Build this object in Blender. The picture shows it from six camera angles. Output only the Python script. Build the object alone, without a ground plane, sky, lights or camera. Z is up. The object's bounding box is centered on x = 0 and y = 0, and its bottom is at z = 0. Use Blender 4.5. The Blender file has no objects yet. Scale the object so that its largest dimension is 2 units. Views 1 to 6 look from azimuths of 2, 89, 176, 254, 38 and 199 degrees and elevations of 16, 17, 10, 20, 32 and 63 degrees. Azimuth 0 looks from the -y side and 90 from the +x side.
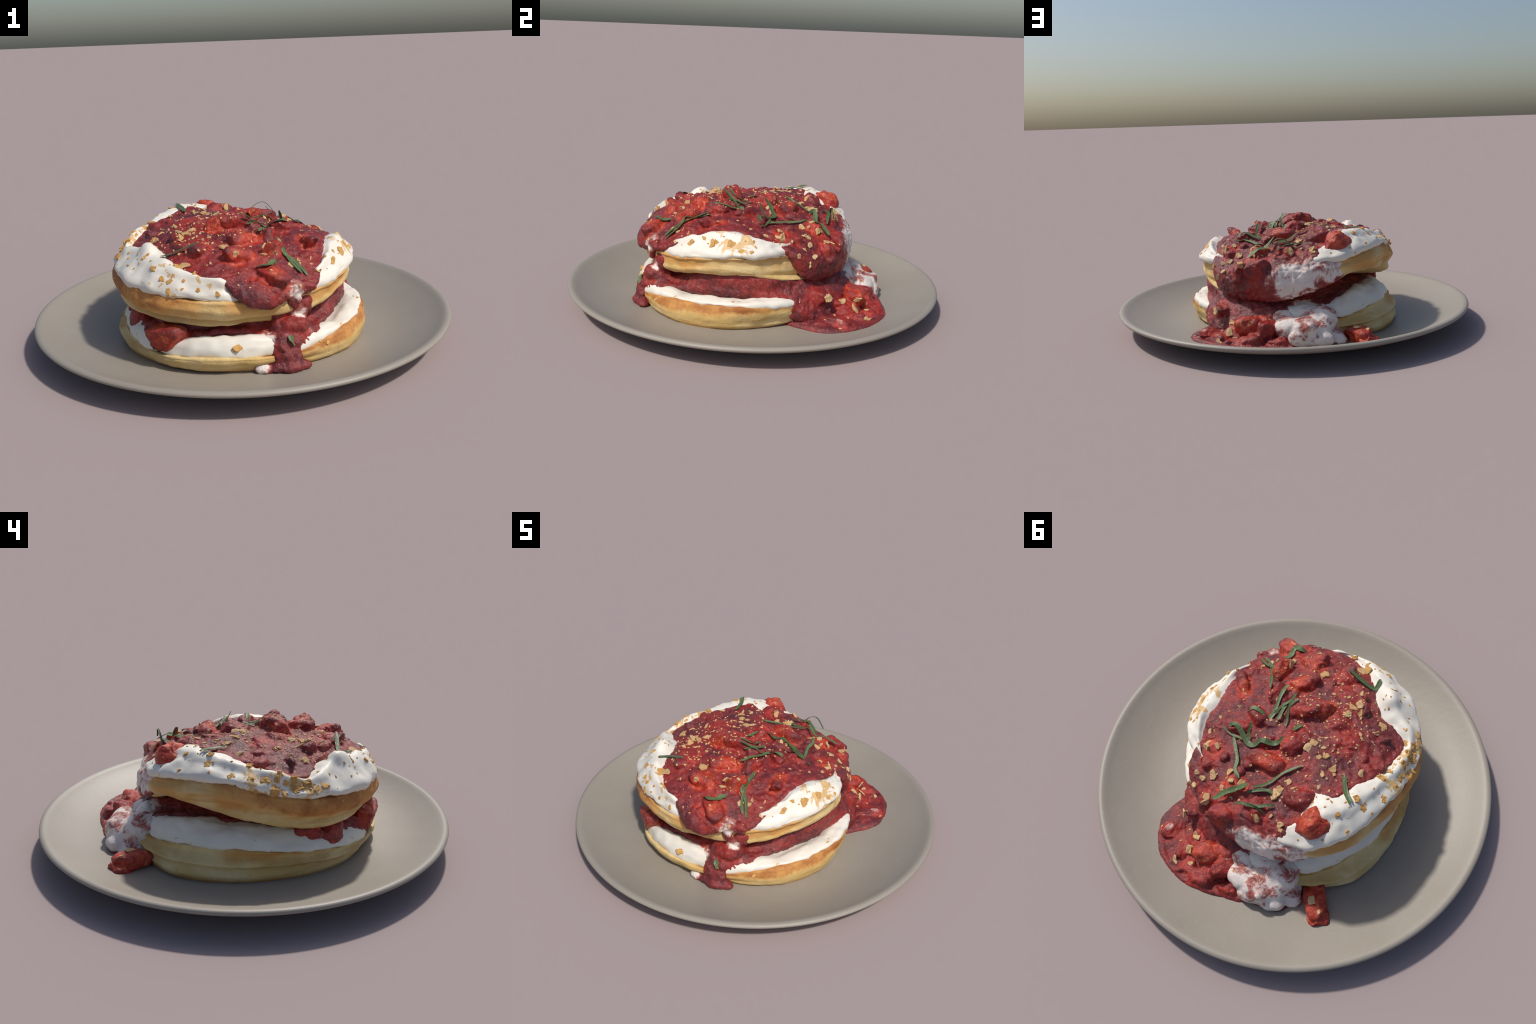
import bpy, bmesh, math, random
import numpy as np
from mathutils import Vector, Matrix, noise
from mathutils.bvhtree import BVHTree

rng = random.Random(7)
NT = 240                                   # samples round the stack
ANG = np.arange(NT) * 2 * np.pi / NT


# ----------------------------------------------------------------- helpers
def knots(pairs, smooth=7):
    """Periodic curve through (degree, value) knots, softened by a few degrees."""
    p = sorted((a % 360, v) for a, v in pairs)
    a = np.array([q[0] for q in p]); v = np.array([q[1] for q in p], float)
    a = np.concatenate([a - 360, a, a + 360]); v = np.concatenate([v, v, v])
    fine = np.interp(np.arange(-180, 540, 1.0), a, v)
    if smooth:
        w = np.exp(-0.5 * (np.arange(-20, 21) / smooth) ** 2); w /= w.sum()
        fine = np.convolve(fine, w, "same")
    return np.interp(np.degrees(ANG), np.arange(-180, 540, 1.0), fine)


def ring(*p, smooth=7):
    """Ring of (degree, radius, height) knots."""
    return knots([(a, r) for a, r, z in p], smooth), knots([(a, z) for a, r, z in p], smooth)


def offset(rg, dr=0.0, dz=0.0, k=1.0):
    return rg[0] * k + dr, rg[1] + dz


def catmull(P, sub):
    """P: (rings, NT, 3) -> subdivided along rings."""
    out = []
    n = len(P)
    for i in range(n - 1):
        p0, p1, p2, p3 = P[max(i - 1, 0)], P[i], P[i + 1], P[min(i + 2, n - 1)]
        for s in range(sub):
            t = s / sub
            m1 = (p2 - p0) * 0.42; m2 = (p3 - p1) * 0.42
            h = (2 * t**3 - 3 * t**2 + 1) * p1 + (t**3 - 2 * t**2 + t) * m1 + (-2 * t**3 + 3 * t**2) * p2 + (t**3 - t**2) * m2
            out.append(h)
    out.append(P[-1])
    return np.array(out)


def fbm(x, y, z, f, octaves=3, seed=0.0):
    v, a, t = 0.0, 1.0, 0.0
    for _ in range(octaves):
        v += a * noise.noise(Vector((x * f + seed, y * f - seed * 0.7, z * f + seed * 1.3)))
        t += a; a *= 0.5; f *= 2.1
    return v / t


def loft(bottom, rings, top, sub=5):
    """Closed body from a bottom pole, rings of (r, z) and a top pole."""
    P = [np.stack([np.full(NT, bottom[0]), np.full(NT, bottom[1]), np.full(NT, bottom[2])], -1)]
    for r, z in rings:
        r = np.broadcast_to(r, (NT,)); z = np.broadcast_to(z, (NT,))
        P.append(np.stack([r * np.cos(ANG), r * np.sin(ANG), z], -1))
    P.append(np.stack([np.full(NT, top[0]), np.full(NT, top[1]), np.full(NT, top[2])], -1))
    Q = catmull(np.array(P), sub)
    bm = bmesh.new()
    vb = bm.verts.new(Q[0, 0]); vt = bm.verts.new(Q[-1, 0])
    rows = [[bm.verts.new(Q[i, j]) for j in range(NT)] for i in range(1, len(Q) - 1)]
    for j in range(NT):
        k = (j + 1) % NT
        bm.faces.new((vb, rows[0][k], rows[0][j]))
        bm.faces.new((vt, rows[-1][j], rows[-1][k]))
    for i in range(len(rows) - 1):
        for j in range(NT):
            k = (j + 1) % NT
            bm.faces.new((rows[i][j], rows[i][k], rows[i + 1][k], rows[i + 1][j]))
    bmesh.ops.recalc_face_normals(bm, faces=bm.faces)
    return bm


def rough(bm, layers, where=None, floor=-9.0):
    """Push vertices along their normals by layered noise: (amplitude, frequency, seed)."""
    bm.normal_update()
    mv = []
    for v in bm.verts:
        c = v.co
        d = sum(a * fbm(c.x, c.y, c.z, f, 3, s) for a, f, s in layers)
        if where:
            d *= where(c)
        mv.append(v.normal * d)
    for v, m in zip(bm.verts, mv):
        v.co += m
        v.co.z = max(v.co.z, floor)


def mesh_from(bm, name, smooth=True):
    me = bpy.data.meshes.new(name)
    bm.to_mesh(me); bm.free()
    if smooth:
        me.polygons.foreach_set("use_smooth", [True] * len(me.polygons))
    return me


def put(me, name, parent, mat, loc=None):
    ob = bpy.data.objects.new(name, me)
    bpy.context.scene.collection.objects.link(ob)
    if mat is not None and not me.materials:
        me.materials.append(mat)
    if parent is not None:
        ob.parent = parent
        ob.matrix_parent_inverse = Matrix.Translation(-parent.location)
    return ob


def add_blob(bm, loc, size, rot=(0, 0, 0), seg=3):
    m = Matrix.Translation(loc) @ Matrix.Rotation(rot[2], 4, "Z") @ Matrix.Rotation(rot[1], 4, "Y") @ Matrix.Rotation(rot[0], 4, "X") @ Matrix.Diagonal((*size, 1))
    bmesh.ops.create_icosphere(bm, subdivisions=seg, radius=1.0, matrix=m)


def fuse(bm, voxel=0.008, smooth=5, factor=0.6):
    """Union of overlapping closed shells into one smooth skin."""
    me = bpy.data.meshes.new("tmp"); bm.to_mesh(me); bm.free()
    ob = bpy.data.objects.new("tmp", me); bpy.context.scene.collection.objects.link(ob)
    r = ob.modifiers.new("r", "REMESH"); r.mode = "VOXEL"; r.voxel_size = voxel
    s = ob.modifiers.new("s", "SMOOTH"); s.factor = factor; s.iterations = smooth
    dg = bpy.context.evaluated_depsgraph_get()
    out = bmesh.new(); out.from_object(ob, dg)
    bpy.data.objects.remove(ob); bpy.data.meshes.remove(me)
    return out


# ----------------------------------------------------------------- materials
class Nodes:
    def __init__(self, name):
        self.m = bpy.data.materials.new(name); self.m.use_nodes = True
        self.t = self.m.node_tree; self.b = self.t.nodes["Principled BSDF"]
        self.co = self.n("ShaderNodeTexCoord").outputs["Object"]

    def n(self, kind, **kw):
        nd = self.t.nodes.new(kind)
        for k, v in kw.items():
            setattr(nd, k, v)
        return nd

    def link(self, a, b):
        if isinstance(a, (int, float)):
            b.default_value = a
        elif isinstance(a, tuple):
            b.default_value = a if len(a) == len(b.default_value) else (*a, 1)
        else:
            self.t.links.new(a, b)

    def noise(self, scale, detail=4, rough=0.6, vec=None, w=None, dist=0.0):
        nd = self.n("ShaderNodeTexNoise")
        nd.inputs["Scale"].default_value = scale; nd.inputs["Detail"].default_value = detail
        nd.inputs["Roughness"].default_value = rough; nd.inputs["Distortion"].default_value = dist
        self.link(vec or self.co, nd.inputs["Vector"])
        return nd.outputs["Fac"]

    def voronoi(self, scale, feature="F1", out="Distance", vec=None):
        nd = self.n("ShaderNodeTexVoronoi", feature=feature)
        nd.inputs["Scale"].default_value = scale
        self.link(vec or self.co, nd.inputs["Vector"])
        return nd.outputs[out]

    def math(self, op, a, b=0.0, c=0.0, clamp=False):
        nd = self.n("ShaderNodeMath", operation=op, use_clamp=clamp)
        self.link(a, nd.inputs[0]); self.link(b, nd.inputs[1]); self.link(c, nd.inputs[2])
        return nd.outputs[0]

    def step(self, x, lo, hi):
        nd = self.n("ShaderNodeMapRange", interpolation_type="SMOOTHSTEP")
        self.link(x, nd.inputs[0]); nd.inputs[1].default_value = lo; nd.inputs[2].default_value = hi
        return nd.outputs[0]

    def mix(self, f, a, b, kind="MIX"):
        nd = self.n("ShaderNodeMix", data_type="RGBA", blend_type=kind)
        self.link(f, nd.inputs[0]); self.link(a, nd.inputs[6]); self.link(b, nd.inputs[7])
        return nd.outputs[2]

    def xyz(self):
        s = self.n("ShaderNodeSeparateXYZ"); self.link(self.co, s.inputs[0])
        return s.outputs

    def near(self, p, lo, hi, scale=(1, 1, 1), wob=None):
        """1 close to p, 0 beyond hi."""
        mp = self.n("ShaderNodeMapping")
        mp.inputs["Location"].default_value = tuple(-a * s for a, s in zip(p, scale)); mp.inputs["Scale"].default_value = scale
        self.link(self.co, mp.inputs[0])
        ln = self.n("ShaderNodeVectorMath", operation="LENGTH"); self.link(mp.outputs[0], ln.inputs[0])
        d = ln.outputs["Value"]
        if wob is not None:
            d = self.math("ADD", d, wob)
        return self.step(d, hi, lo)

    def finish(self, color, rough, bump=None, strength=0.3, dist=0.01, **kw):
        self.link(color, self.b.inputs["Base Color"]); self.link(rough, self.b.inputs["Roughness"])
        if bump is not None:
            bp = self.n("ShaderNodeBump"); bp.inputs["Strength"].default_value = strength; bp.inputs["Distance"].default_value = dist
            self.link(bump, bp.inputs["Height"]); self.t.links.new(bp.outputs[0], self.b.inputs["Normal"])
        for k, v in kw.items():
            self.link(v, self.b.inputs[k.replace("_", " ")])
        return self.m


def srgb(r, g, b):
    f = lambda c: ((c / 255 + 0.055) / 1.055) ** 2.4 if c > 10 else c / 255 / 12.92
    return (f(r), f(g), f(b), 1)


def plate_material():
    k = Nodes("glazed_stoneware")
    n = k.noise(3.0, 5, 0.6); s = k.noise(60, 3, 0.7)
    c = k.mix(n, srgb(145, 136, 123), srgb(158, 150, 139))
    c = k.mix(k.math("MULTIPLY", k.step(s, 0.55, 0.75), 0.25), c, srgb(172, 168, 160))
    return k.finish(c, 0.5, k.noise(25, 3), 0.08, 0.01)


def pancake_material(name, plane, tint, fuzz, only_right=False):
    """plane, tint: (a, b, c): browned crust lies above z = a + b x + c y, a light tan toast above tint."""
    k = Nodes(name)
    x, y, z = k.xyz()
    n = k.noise(7, 4, 0.6); f = k.noise(40, 5, 0.7); sp = k.noise(120, 3, 0.7); blot = k.noise(4.5, 3, 0.5)

    def above(p, wob):
        e = k.math("ADD", k.math("MULTIPLY", x, p[1]), k.math("MULTIPLY", y, p[2]))
        h = k.math("SUBTRACT", k.math("SUBTRACT", z, e), p[0])
        h = k.math("ADD", h, k.math("MULTIPLY", k.math("SUBTRACT", n, 0.5), wob))
        return k.math("ADD", h, k.math("MULTIPLY", k.math("SUBTRACT", f, 0.5), wob * 0.4))
    hw = above(plane, 0.07)
    crust = k.step(hw, -fuzz, fuzz)
    halo = k.math("MULTIPLY", k.step(hw, -fuzz * 2.8, 0.0), 0.5)
    toast = k.math("MULTIPLY", k.step(above(tint, 0.10), -0.012, 0.02), k.step(blot, 0.36, 0.58))
    if only_right:
        side = k.step(k.math("ADD", x, k.math("MULTIPLY", n, 0.2)), 0.16, 0.34)
        crust = k.math("MULTIPLY", crust, side); halo = k.math("MULTIPLY", halo, side)
    pale = k.mix(k.step(blot, 0.35, 0.65), srgb(226, 200, 144), srgb(212, 178, 112))
    pale = k.mix(k.math("MULTIPLY", k.step(f, 0.48, 0.78), 0.4), pale, srgb(192, 150, 84))
    pale = k.mix(k.math("MULTIPLY", k.step(sp, 0.62, 0.74), 0.35), pale, srgb(170, 120, 64))
    gold = k.mix(k.step(k.noise(9, 5, 0.65), 0.32, 0.66), srgb(162, 98, 44), srgb(208, 150, 82))
    gold = k.mix(k.math("MULTIPLY", k.step(sp, 0.48, 0.72), 0.35), gold, srgb(148, 84, 34))
    mp = k.n("ShaderNodeMapping"); mp.inputs["Scale"].default_value = (3.0, 3.0, 34.0); k.link(k.co, mp.inputs[0])
    band = k.noise(1.0, 4, 0.6, mp.outputs[0], dist=0.4)
    pale = k.mix(k.math("MULTIPLY", k.step(band, 0.50, 0.66), 0.55), pale, srgb(186, 142, 76))
    c = k.mix(k.math("MULTIPLY", toast, 0.8), pale, srgb(204, 146, 76))
    c = k.mix(halo, c, srgb(214, 160, 88))
    c = k.mix(crust, c, gold)
    base = k.step(k.math("ADD", z, k.math("MULTIPLY", n, 0.05)), 0.075, 0.045)
    c = k.mix(k.math("MULTIPLY", base, 0.7), c, srgb(184, 130, 62))
    bm = k.math("ADD", f, k.math("MULTIPLY", sp, 0.5))
    return k.finish(c, 0.72, bm, 0.45, 0.008, Subsurface_Weight=0.05, Subsurface_Radius=(0.02, 0.012, 0.006))


CREAM_HI, CREAM_LO = srgb(238, 233, 222), srgb(224, 216, 200)


def cream_material():
    k = Nodes("whipped_cream")
    n = k.noise(7, 3)
    c = k.mix(n, CREAM_LO, CREAM_HI)
    # golden crumb fat soaking into the rim, heaviest along the left
    zone = k.math("MAXIMUM", k.near((-.57, .03, .45), .10, .36), k.math("MULTIPLY", k.near((.46, -.10, .47), .05, .2), 0.8))
    zone = k.math("MAXIMUM", zone, k.math("MULTIPLY", k.near((-.20, -.56, .42), .05, .25), 0.6))
    pat = k.math("ADD", k.noise(15, 4, 0.6, dist=0.6), k.math("MULTIPLY", k.noise(60, 2), 0.12))
    d = k.step(k.math("ADD", pat, k.math("MULTIPLY", zone, 0.19)), 0.725, 0.79)
    c = k.mix(k.math("MULTIPLY", d, 0.85), c, k.mix(k.noise(50, 3, 0.7), srgb(222, 184, 116), srgb(196, 146, 70)))
    return k.finish(c, 0.5, k.noise(16, 4), 0.15, 0.01, Subsurface_Weight=0.1, Subsurface_Radius=(0.03, 0.025, 0.02))


def sauce_material(name, pieces=(), marbles=(), cream=0.0, bare=()):
    """Strawberry sauce: dark jam in the hollows, red fruit under a thin film where the
    pieces lie, orange flesh on the bare ones, cream streaks near the marble places
    (point, inner, outer, scale)."""
    k = Nodes(name)
    n = k.noise(7, 5, 0.65); f = k.noise(34, 6, 0.72, dist=0.9); g = k.noise(85, 4, 0.75, dist=1.2)
    c = k.mix(k.step(n, 0.38, 0.62), srgb(96, 40, 45), srgb(146, 46, 42))
    c = k.mix(k.math("MULTIPLY", k.step(f, 0.49, 0.66), 0.55), c, srgb(164, 74, 68))
    c = k.mix(k.math("MULTIPLY", k.step(k.noise(60, 4, 0.75, dist=1.8), 0.58, 0.67), 0.5), c, srgb(184, 122, 110))
    c = k.mix(k.math("MULTIPLY", k.step(g, 0.46, 0.34), 0.5), c, srgb(72, 26, 32))
    wob = k.math("MULTIPLY", k.math("SUBTRACT", k.noise(12, 4, 0.6), 0.5), 1.5)
    wob = k.math("ADD", wob, k.math("MULTIPLY", k.math("SUBTRACT", f, 0.5), 0.9))

    def inside(group):
        m = 0.0
        for x, y, z, a, b, h, t in group:
            mp = k.n("ShaderNodeMapping", vector_type="TEXTURE")
            mp.inputs["Location"].default_value = (x, y, z); mp.inputs["Rotation"].default_value = (0, 0, t); mp.inputs["Scale"].default_value = (a, b, h * 1.1)
            k.link(k.co, mp.inputs[0])
            ln = k.n("ShaderNodeVectorMath", operation="LENGTH"); k.link(mp.outputs[0], ln.inputs[0])
            m = k.math("MAXIMUM", m, k.step(k.math("ADD", ln.outputs["Value"], wob), 1.55, 0.75))
        return m
    if pieces:
        fr = k.noise(26, 5, 0.65, dist=1.2)
        red = k.mix(k.step(fr, 0.38, 0.62), srgb(136, 36, 36), srgb(190, 58, 44))
        red = k.mix(k.math("MULTIPLY", k.step(g, 0.53, 0.68), 0.55), red, srgb(204, 110, 88))
        red = k.mix(k.math("MULTIPLY", k.step(g, 0.46, 0.36), 0.5), red, srgb(96, 26, 30))
        c = k.mix(k.math("MULTIPLY", inside(pieces), 0.85), c, red)
    if bare:
        fl = k.noise(22, 5, 0.65, dist=1.5)
        flesh = k.mix(k.step(fl, 0.36, 0.60), srgb(164, 38, 30), srgb(206, 82, 50))
        flesh = k.mix(k.math("MULTIPLY", k.step(fl, 0.57, 0.70), 0.85), flesh, srgb(230, 156, 112))
        flesh = k.mix(k.math("MULTIPLY", k.step(g, 0.46, 0.36), 0.45), flesh, srgb(116, 34, 32))
        c = k.mix(inside(bare), c, flesh)
    painted_glint = k.math("MULTIPLY", k.step(k.noise(110, 2, 0.6, dist=2.0), 0.66, 0.72), k.step(k.noise(9, 3), 0.45, 0.6))  # tiny wet highlights painted into the sauce colour as pink-white flecks
    c = k.mix(k.math("MULTIPLY", painted_glint, 0.7), c, srgb(214, 176, 168))
    bump = k.math("ADD", k.noise(30, 5, 0.7, dist=0.6), k.math("MULTIPLY", g, 0.7))
    mk = cream
    for p, lo, hi, sc in marbles:
        mk = k.math("MAXIMUM", mk, k.near(p, lo, hi, sc))
    pat = k.math("ADD", k.math("MULTIPLY", k.noise(9, 5, 0.6, dist=0.8), 0.75), k.math("MULTIPLY", k.noise(30, 4, 0.65, dist=1.0), 0.25))
    white = k.step(k.math("ADD", k.math("MULTIPLY", mk, 0.50), pat), 0.90, 1.0)
    blush = k.math("MULTIPLY", k.step(k.math("ADD", k.math("MULTIPLY", mk, 0.50), pat), 0.82, 0.95), 0.6)
    if marbles or cream:
        c = k.mix(blush, c, srgb(206, 130, 116))
        c = k.mix(white, c, k.mix(k.noise(26, 3), srgb(232, 212, 202), srgb(238, 232, 224)))
    return k.finish(c, 0.30, bump, 0.5, 0.010, Specular_IOR_Level=0.4)


def crumb_material():
    k = Nodes("biscuit_crumb")
    oi = k.n("ShaderNodeObjectInfo").outputs["Random"]
    n = k.noise(60, 4, 0.7)
    c = k.mix(oi, srgb(204, 162, 108), srgb(222, 188, 138))
    c = k.mix(k.math("MULTIPLY", k.step(n, 0.45, 0.75), 0.55), c, srgb(172, 116, 72))
    return k.finish(c, 0.7, n, 0.5, 0.004)


def toasted_material():
    k = Nodes("toasted_crumb")
    oi = k.n("ShaderNodeObjectInfo").outputs["Random"]
    n = k.noise(50, 4, 0.7)
    c = k.mix(oi, srgb(198, 146, 74), srgb(218, 172, 104))
    c = k.mix(k.math("MULTIPLY", k.step(n, 0.5, 0.75), 0.5), c, srgb(176, 112, 48))
    return k.finish(c, 0.65, n, 0.5, 0.004)


def mint_material():
    k = Nodes("mint_leaf_strip")
    oi = k.n("ShaderNodeObjectInfo").outputs["Random"]
    n = k.noise(35, 4, 0.6); v = k.voronoi(60, "DISTANCE_TO_EDGE")
    c = k.mix(oi, srgb(84, 104, 62), srgb(116, 136, 88))
    c = k.mix(k.math("MULTIPLY", n, 0.4), c, srgb(80, 98, 66))
    c = k.mix(k.math("MULTIPLY", k.step(v, 0.06, 0.0), 0.4), c, srgb(48, 66, 44))
    k.finish(c, 0.5, v, 0.4, 0.004)
    tr = k.n("ShaderNodeBsdfTranslucent"); k.link(c, tr.inputs[0])
    mx = k.n("ShaderNodeMixShader"); mx.inputs[0].default_value = 0.15
    out = k.t.nodes["Material Output"]
    k.t.links.new(k.b.outputs[0], mx.inputs[1]); k.t.links.new(tr.outputs[0], mx.inputs[2]); k.t.links.new(mx.outputs[0], out.inputs[0])
    return k.m


# ----------------------------------------------------------------- plate
def build_plate():
    # (radius, height): underside foot -> rim -> well
    prof = [(0.0, 0.012), (0.40, 0.011), (0.50, 0.008), (0.525, 0.0), (0.56, 0.0), (0.585, 0.006), (0.66, 0.014), (0.76, 0.03),
            (0.86, 0.054), (0.93, 0.076), (0.975, 0.094), (0.994, 0.104), (1.0, 0.112), (0.998, 0.119), (0.990, 0.124), (0.980, 0.1255),
            (0.968, 0.122), (0.952, 0.113), (0.925, 0.099), (0.88, 0.078), (0.82, 0.056), (0.74, 0.036), (0.66, 0.026), (0.55, 0.0225), (0.35, 0.022), (0.0, 0.022)]
    bm = bmesh.new()
    n = 192
    rows = []
    for r, z in prof:
        if r == 0:
            rows.append([bm.verts.new((0, 0, z))])
        else:
            rows.append([bm.verts.new((r * math.cos(2 * math.pi * j / n), r * math.sin(2 * math.pi * j / n), z)) for j in range(n)])
    for a, b in zip(rows, rows[1:]):
        for j in range(n):
            k = (j + 1) % n
            if len(a) == 1:
                bm.faces.new((a[0], b[k], b[j]))
            elif len(b) == 1:
                bm.faces.new((a[j], a[k], b[0]))
            else:
                bm.faces.new((a[j], a[k], b[k], b[j]))
    bmesh.ops.recalc_face_normals(bm, faces=bm.faces)
    for v in bm.verts:
        r = math.hypot(v.co.x, v.co.y)
        if r > 0.9:
            v.co.z -= 0.004 * v.co.x
    ob = put(mesh_from(bm, "plate"), "plate", None, plate_material())
    ob["label"] = "round grey stoneware coupe plate with a thin rolled rim"
    ob["category"] = "plate"
    return ob


# ----------------------------------------------------------------- stack layers
stack = bpy.data.objects.new("pancake_stack", None)
bpy.context.scene.collection.objects.link(stack)
stack.location = (0, 0, 0.03)
stack["label"] = "two-tier pancake stack with whipped cream, strawberry sauce, crumbs and mint"
stack["category"] = "pancakes"

# edge where the lower cream ends on the lower pancake
LOW_CREAM = ring((0, .555, .150), (15, .53, .140), (45, .50, .14), (75, .51, .14), (105, .54, .135), (120, .535, .141), (135, .52, .165), (150, .525, .17), (165, .535, .165),
                 (180, .55, .160), (195, .56, .145), (210, .585, .125), (225, .605, .10), (240, .63, .097), (255, .63, .108), (270, .615, .108), (285, .61, .10), (300, .605, .115),
                 (315, .59, .140), (330, .585, .146), (345, .57, .151))
# foot of the lower pancake on the plate
FOOT = ring((0, .55, .024), (13, .52, .024), (23, .49, .024), (60, .49, .024), (100, .55, .024), (122, .605, .024), (134, .62, .024), (146, .61, .024), (158, .600, .024), (173, .585, .024), (188, .59, .024),
            (203, .605, .024), (218, .618, .024), (231, .605, .024), (247, .612, .024), (260, .600, .024), (272, .604, .024), (298, .60, .024), (312, .613, .024), (324, .622, .024), (341, .60, .024))
# edge where the upper cream ends on the upper pancake
UP_CREAM = ring((0, .52, .380), (15, .48, .382), (45, .44, .355), (75, .44, .37), (105, .51, .42), (120, .54, .443), (135, .535, .470), (150, .515, .468), (165, .52, .448),
                (180, .565, .412), (195, .595, .390), (210, .615, .381), (225, .63, .378), (240, .635, .368), (255, .62, .352), (270, .595, .338), (285, .575, .335), (300, .555, .338),
                (315, .55, .336), (330, .535, .358), (345, .538, .380))
# foot of the upper stack
UP_FOOT = ring((0, .495, .278), (15, .49, .25), (30, .48, .236), (45, .46, .222), (60, .455, .222), (75, .465, .215), (90, .48, .236), (105, .50, .290), (120, .515, .335), (135, .515, .350),
               (150, .515, .320), (165, .53, .285), (180, .545, .265), (195, .572, .24), (210, .585, .228), (225, .585, .218), (240, .585, .218), (255, .568, .21), (270, .552, .210),
               (285, .505, .21), (300, .47, .20), (315, .475, .222), (330, .485, .255), (345, .50, .276))
# inner edge of the upper cream, where the sauce begins
UP_SAUCE = ring((0, .425, .462), (15, .44, .420), (45, .44, .41), (75, .44, .43), (105, .42, .48), (120, .36, .548), (135, .394, .552), (150, .394, .542), (165, .415, .520),
                (180, .471, .486), (195, .53, .462), (203, .49, .468), (212, .42, .486), (225, .45, .482), (240, .53, .462), (255, .57, .442), (270, .58, .420), (285, .575, .39),
                (300, .54, .385), (315, .51, .415), (330, .44, .464), (345, .41, .480), smooth=4)


def build_pancakes():
    groove = knots([(0, 0), (90, 0), (115, 1), (180, 1), (215, .7), (245, 0), (300, 0)])
    cr, cz = LOW_CREAM
    fr, fz = FOOT
    belly = np.maximum(fr, cr - .01) + 0.006
    rings = [(fr * .6, .021), (fr - .035, .021), (fr - .010, .027), (belly - .004, .042 + 0 * fr), (belly, .060 + 0 * fr)]
    for t in (.25, .5, .75, 1.0):
        fold = groove * .017 * math.sin(t * 9.0 + .6)
        rings.append(((belly) * (1 - t) + (cr + .012) * t + .010 * math.sin(math.pi * t) - fold, .060 * (1 - t) + (cz - .008) * t))
    rings += [(cr - .04, cz - .012), (cr * .6, .115)]
    bm = loft((0, 0, .021), rings, (0, 0, .115), 5)
    rough(bm, [(.016, 3.5, 1.0), (.009, 9, 4.0), (.004, 26, 5.0)], lambda c: min(1, max(0, (c.z - .02) / .02)))
    put(mesh_from(bm, "pancake"), "pancake", stack, pancake_material("griddled_batter", (.125, -.01, .06), (.12, 0, 0), .012, True))

    cr, cz = UP_CREAM
    fr, fz = UP_FOOT
    crease = knots([(0, 0), (130, 0), (160, .6), (200, 1), (280, 1), (300, 0)])
    mid = (cz + fz) / 2
    b = np.maximum(cr, fr)
    over = knots([(0, 0), (10, 0), (25, -.03), (60, -.045), (90, -.03), (115, -.01), (130, 0)])
    mixc = lambda a, c: a * (1 - crease) + c * crease
    bel = knots([(0, -.006), (20, .004), (70, .010), (110, .034), (135, .044), (160, .036), (190, .024), (250, .022), (285, .008), (310, -.008), (345, -.010)])
    at = lambda t: fz * (1 - t) + cz * t
    rings = [(fr * .5, fz * .5 + .13), (fr - .05, fz - .002), (fr - .006, fz + .008), (mixc(np.minimum(b + .004, fr + .03) * .6 + (b + bel) * .4 + over - .010, fr + .014), mixc(at(.20), at(.13))),
             (mixc(b + bel * .8 + over, fr + .004), mixc(at(.38), at(.30))), (mixc(b + bel + over, b - .004), mixc(at(.55), at(.38))), (b + bel + over, at(.66)),
             (b + bel * .6 + over, cz - .020), (cr + .004, cz - .004), (cr - .05, cz + .006), (cr * .5, .43)]
    bm = loft((0, 0, .27), rings, (0, 0, .45), 5)
    rough(bm, [(.018, 3.2, 9.0), (.010, 8, 2.0), (.004, 26, 3.0)])
    put(mesh_from(bm, "pancake"), "pancake", stack, pancake_material("griddled_batter_upper", (.556, .34, .25), (.325, -.02, .08), .016))


def build_creams():
    mat = cream_material()
    cr, cz = LOW_CREAM
    up = knots([(0, .014), (90, .05), (120, .085), (180, .075), (210, .065), (240, .064), (270, .078), (288, .07), (305, .03), (330, .014)])
    sl = knots([(0, 0), (100, .2), (125, .8), (150, 1), (205, 1), (235, .4), (300, 0)])
    rings = [(cr * .6, .14), (cr - .03, cz - .012), (cr + .006, cz - .006), (cr + .006 - .022 * sl, cz + up * .45), (cr - .016 - .040 * sl, cz + up * .9), (cr - .05 - .035 * sl, cz + up), (cr - .12 - .02 * sl, cz + up * .9 - .018 * (1 - sl)), (cr * .5, .17)]
    bm = loft((0, 0, .14), rings, (0, 0, .18), 5)
    rough(bm, [(.024, 5.0, 3.0), (.013, 11, 5.0), (.005, 26, 2.0)])
    put(mesh_from(bm, "whipped_cream"), "whipped_cream", stack, mat)

    cr, cz = UP_CREAM
    sr, sz = UP_SAUCE
    over = knots([(0, 0), (12, 0), (30, -.03), (90, -.03), (112, 0), (264, 0), (274, -.022), (310, -.018), (318, 0)])
    dip = knots([(0, 0), (264, 0), (274, -.03), (292, -.03), (312, -.012), (318, 0)])
    rings = [(cr * .5, .38), (cr - .03, cz - .01), (cr + .010 + over, cz + .000), (cr + .010 + over, cz + .026), (cr * .72 + sr * .28 + over, cz * .45 + sz * .55 + .014 + dip),
             (cr * .4 + sr * .6 + over, sz + .008 + dip), (sr - .02, sz - .006 + dip), (sr * .5, .47)]
    bm = loft((0, 0, .38), rings, (0, 0, .48), 5)
    # the pulled peak at the front left
    for v in bm.verts:
        d = math.hypot(v.co.x + .402, v.co.y + .322)
        if v.co.z > .40:
            v.co.z += .035 * math.exp(-(d / .06) ** 2)
    rough(bm, [(.024, 5.0, 6.0), (.017, 11, 8.0), (.007, 24, 2.0)])
    put(mesh_from(bm, "whipped_cream"), "whipped_cream", stack, mat)


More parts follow.
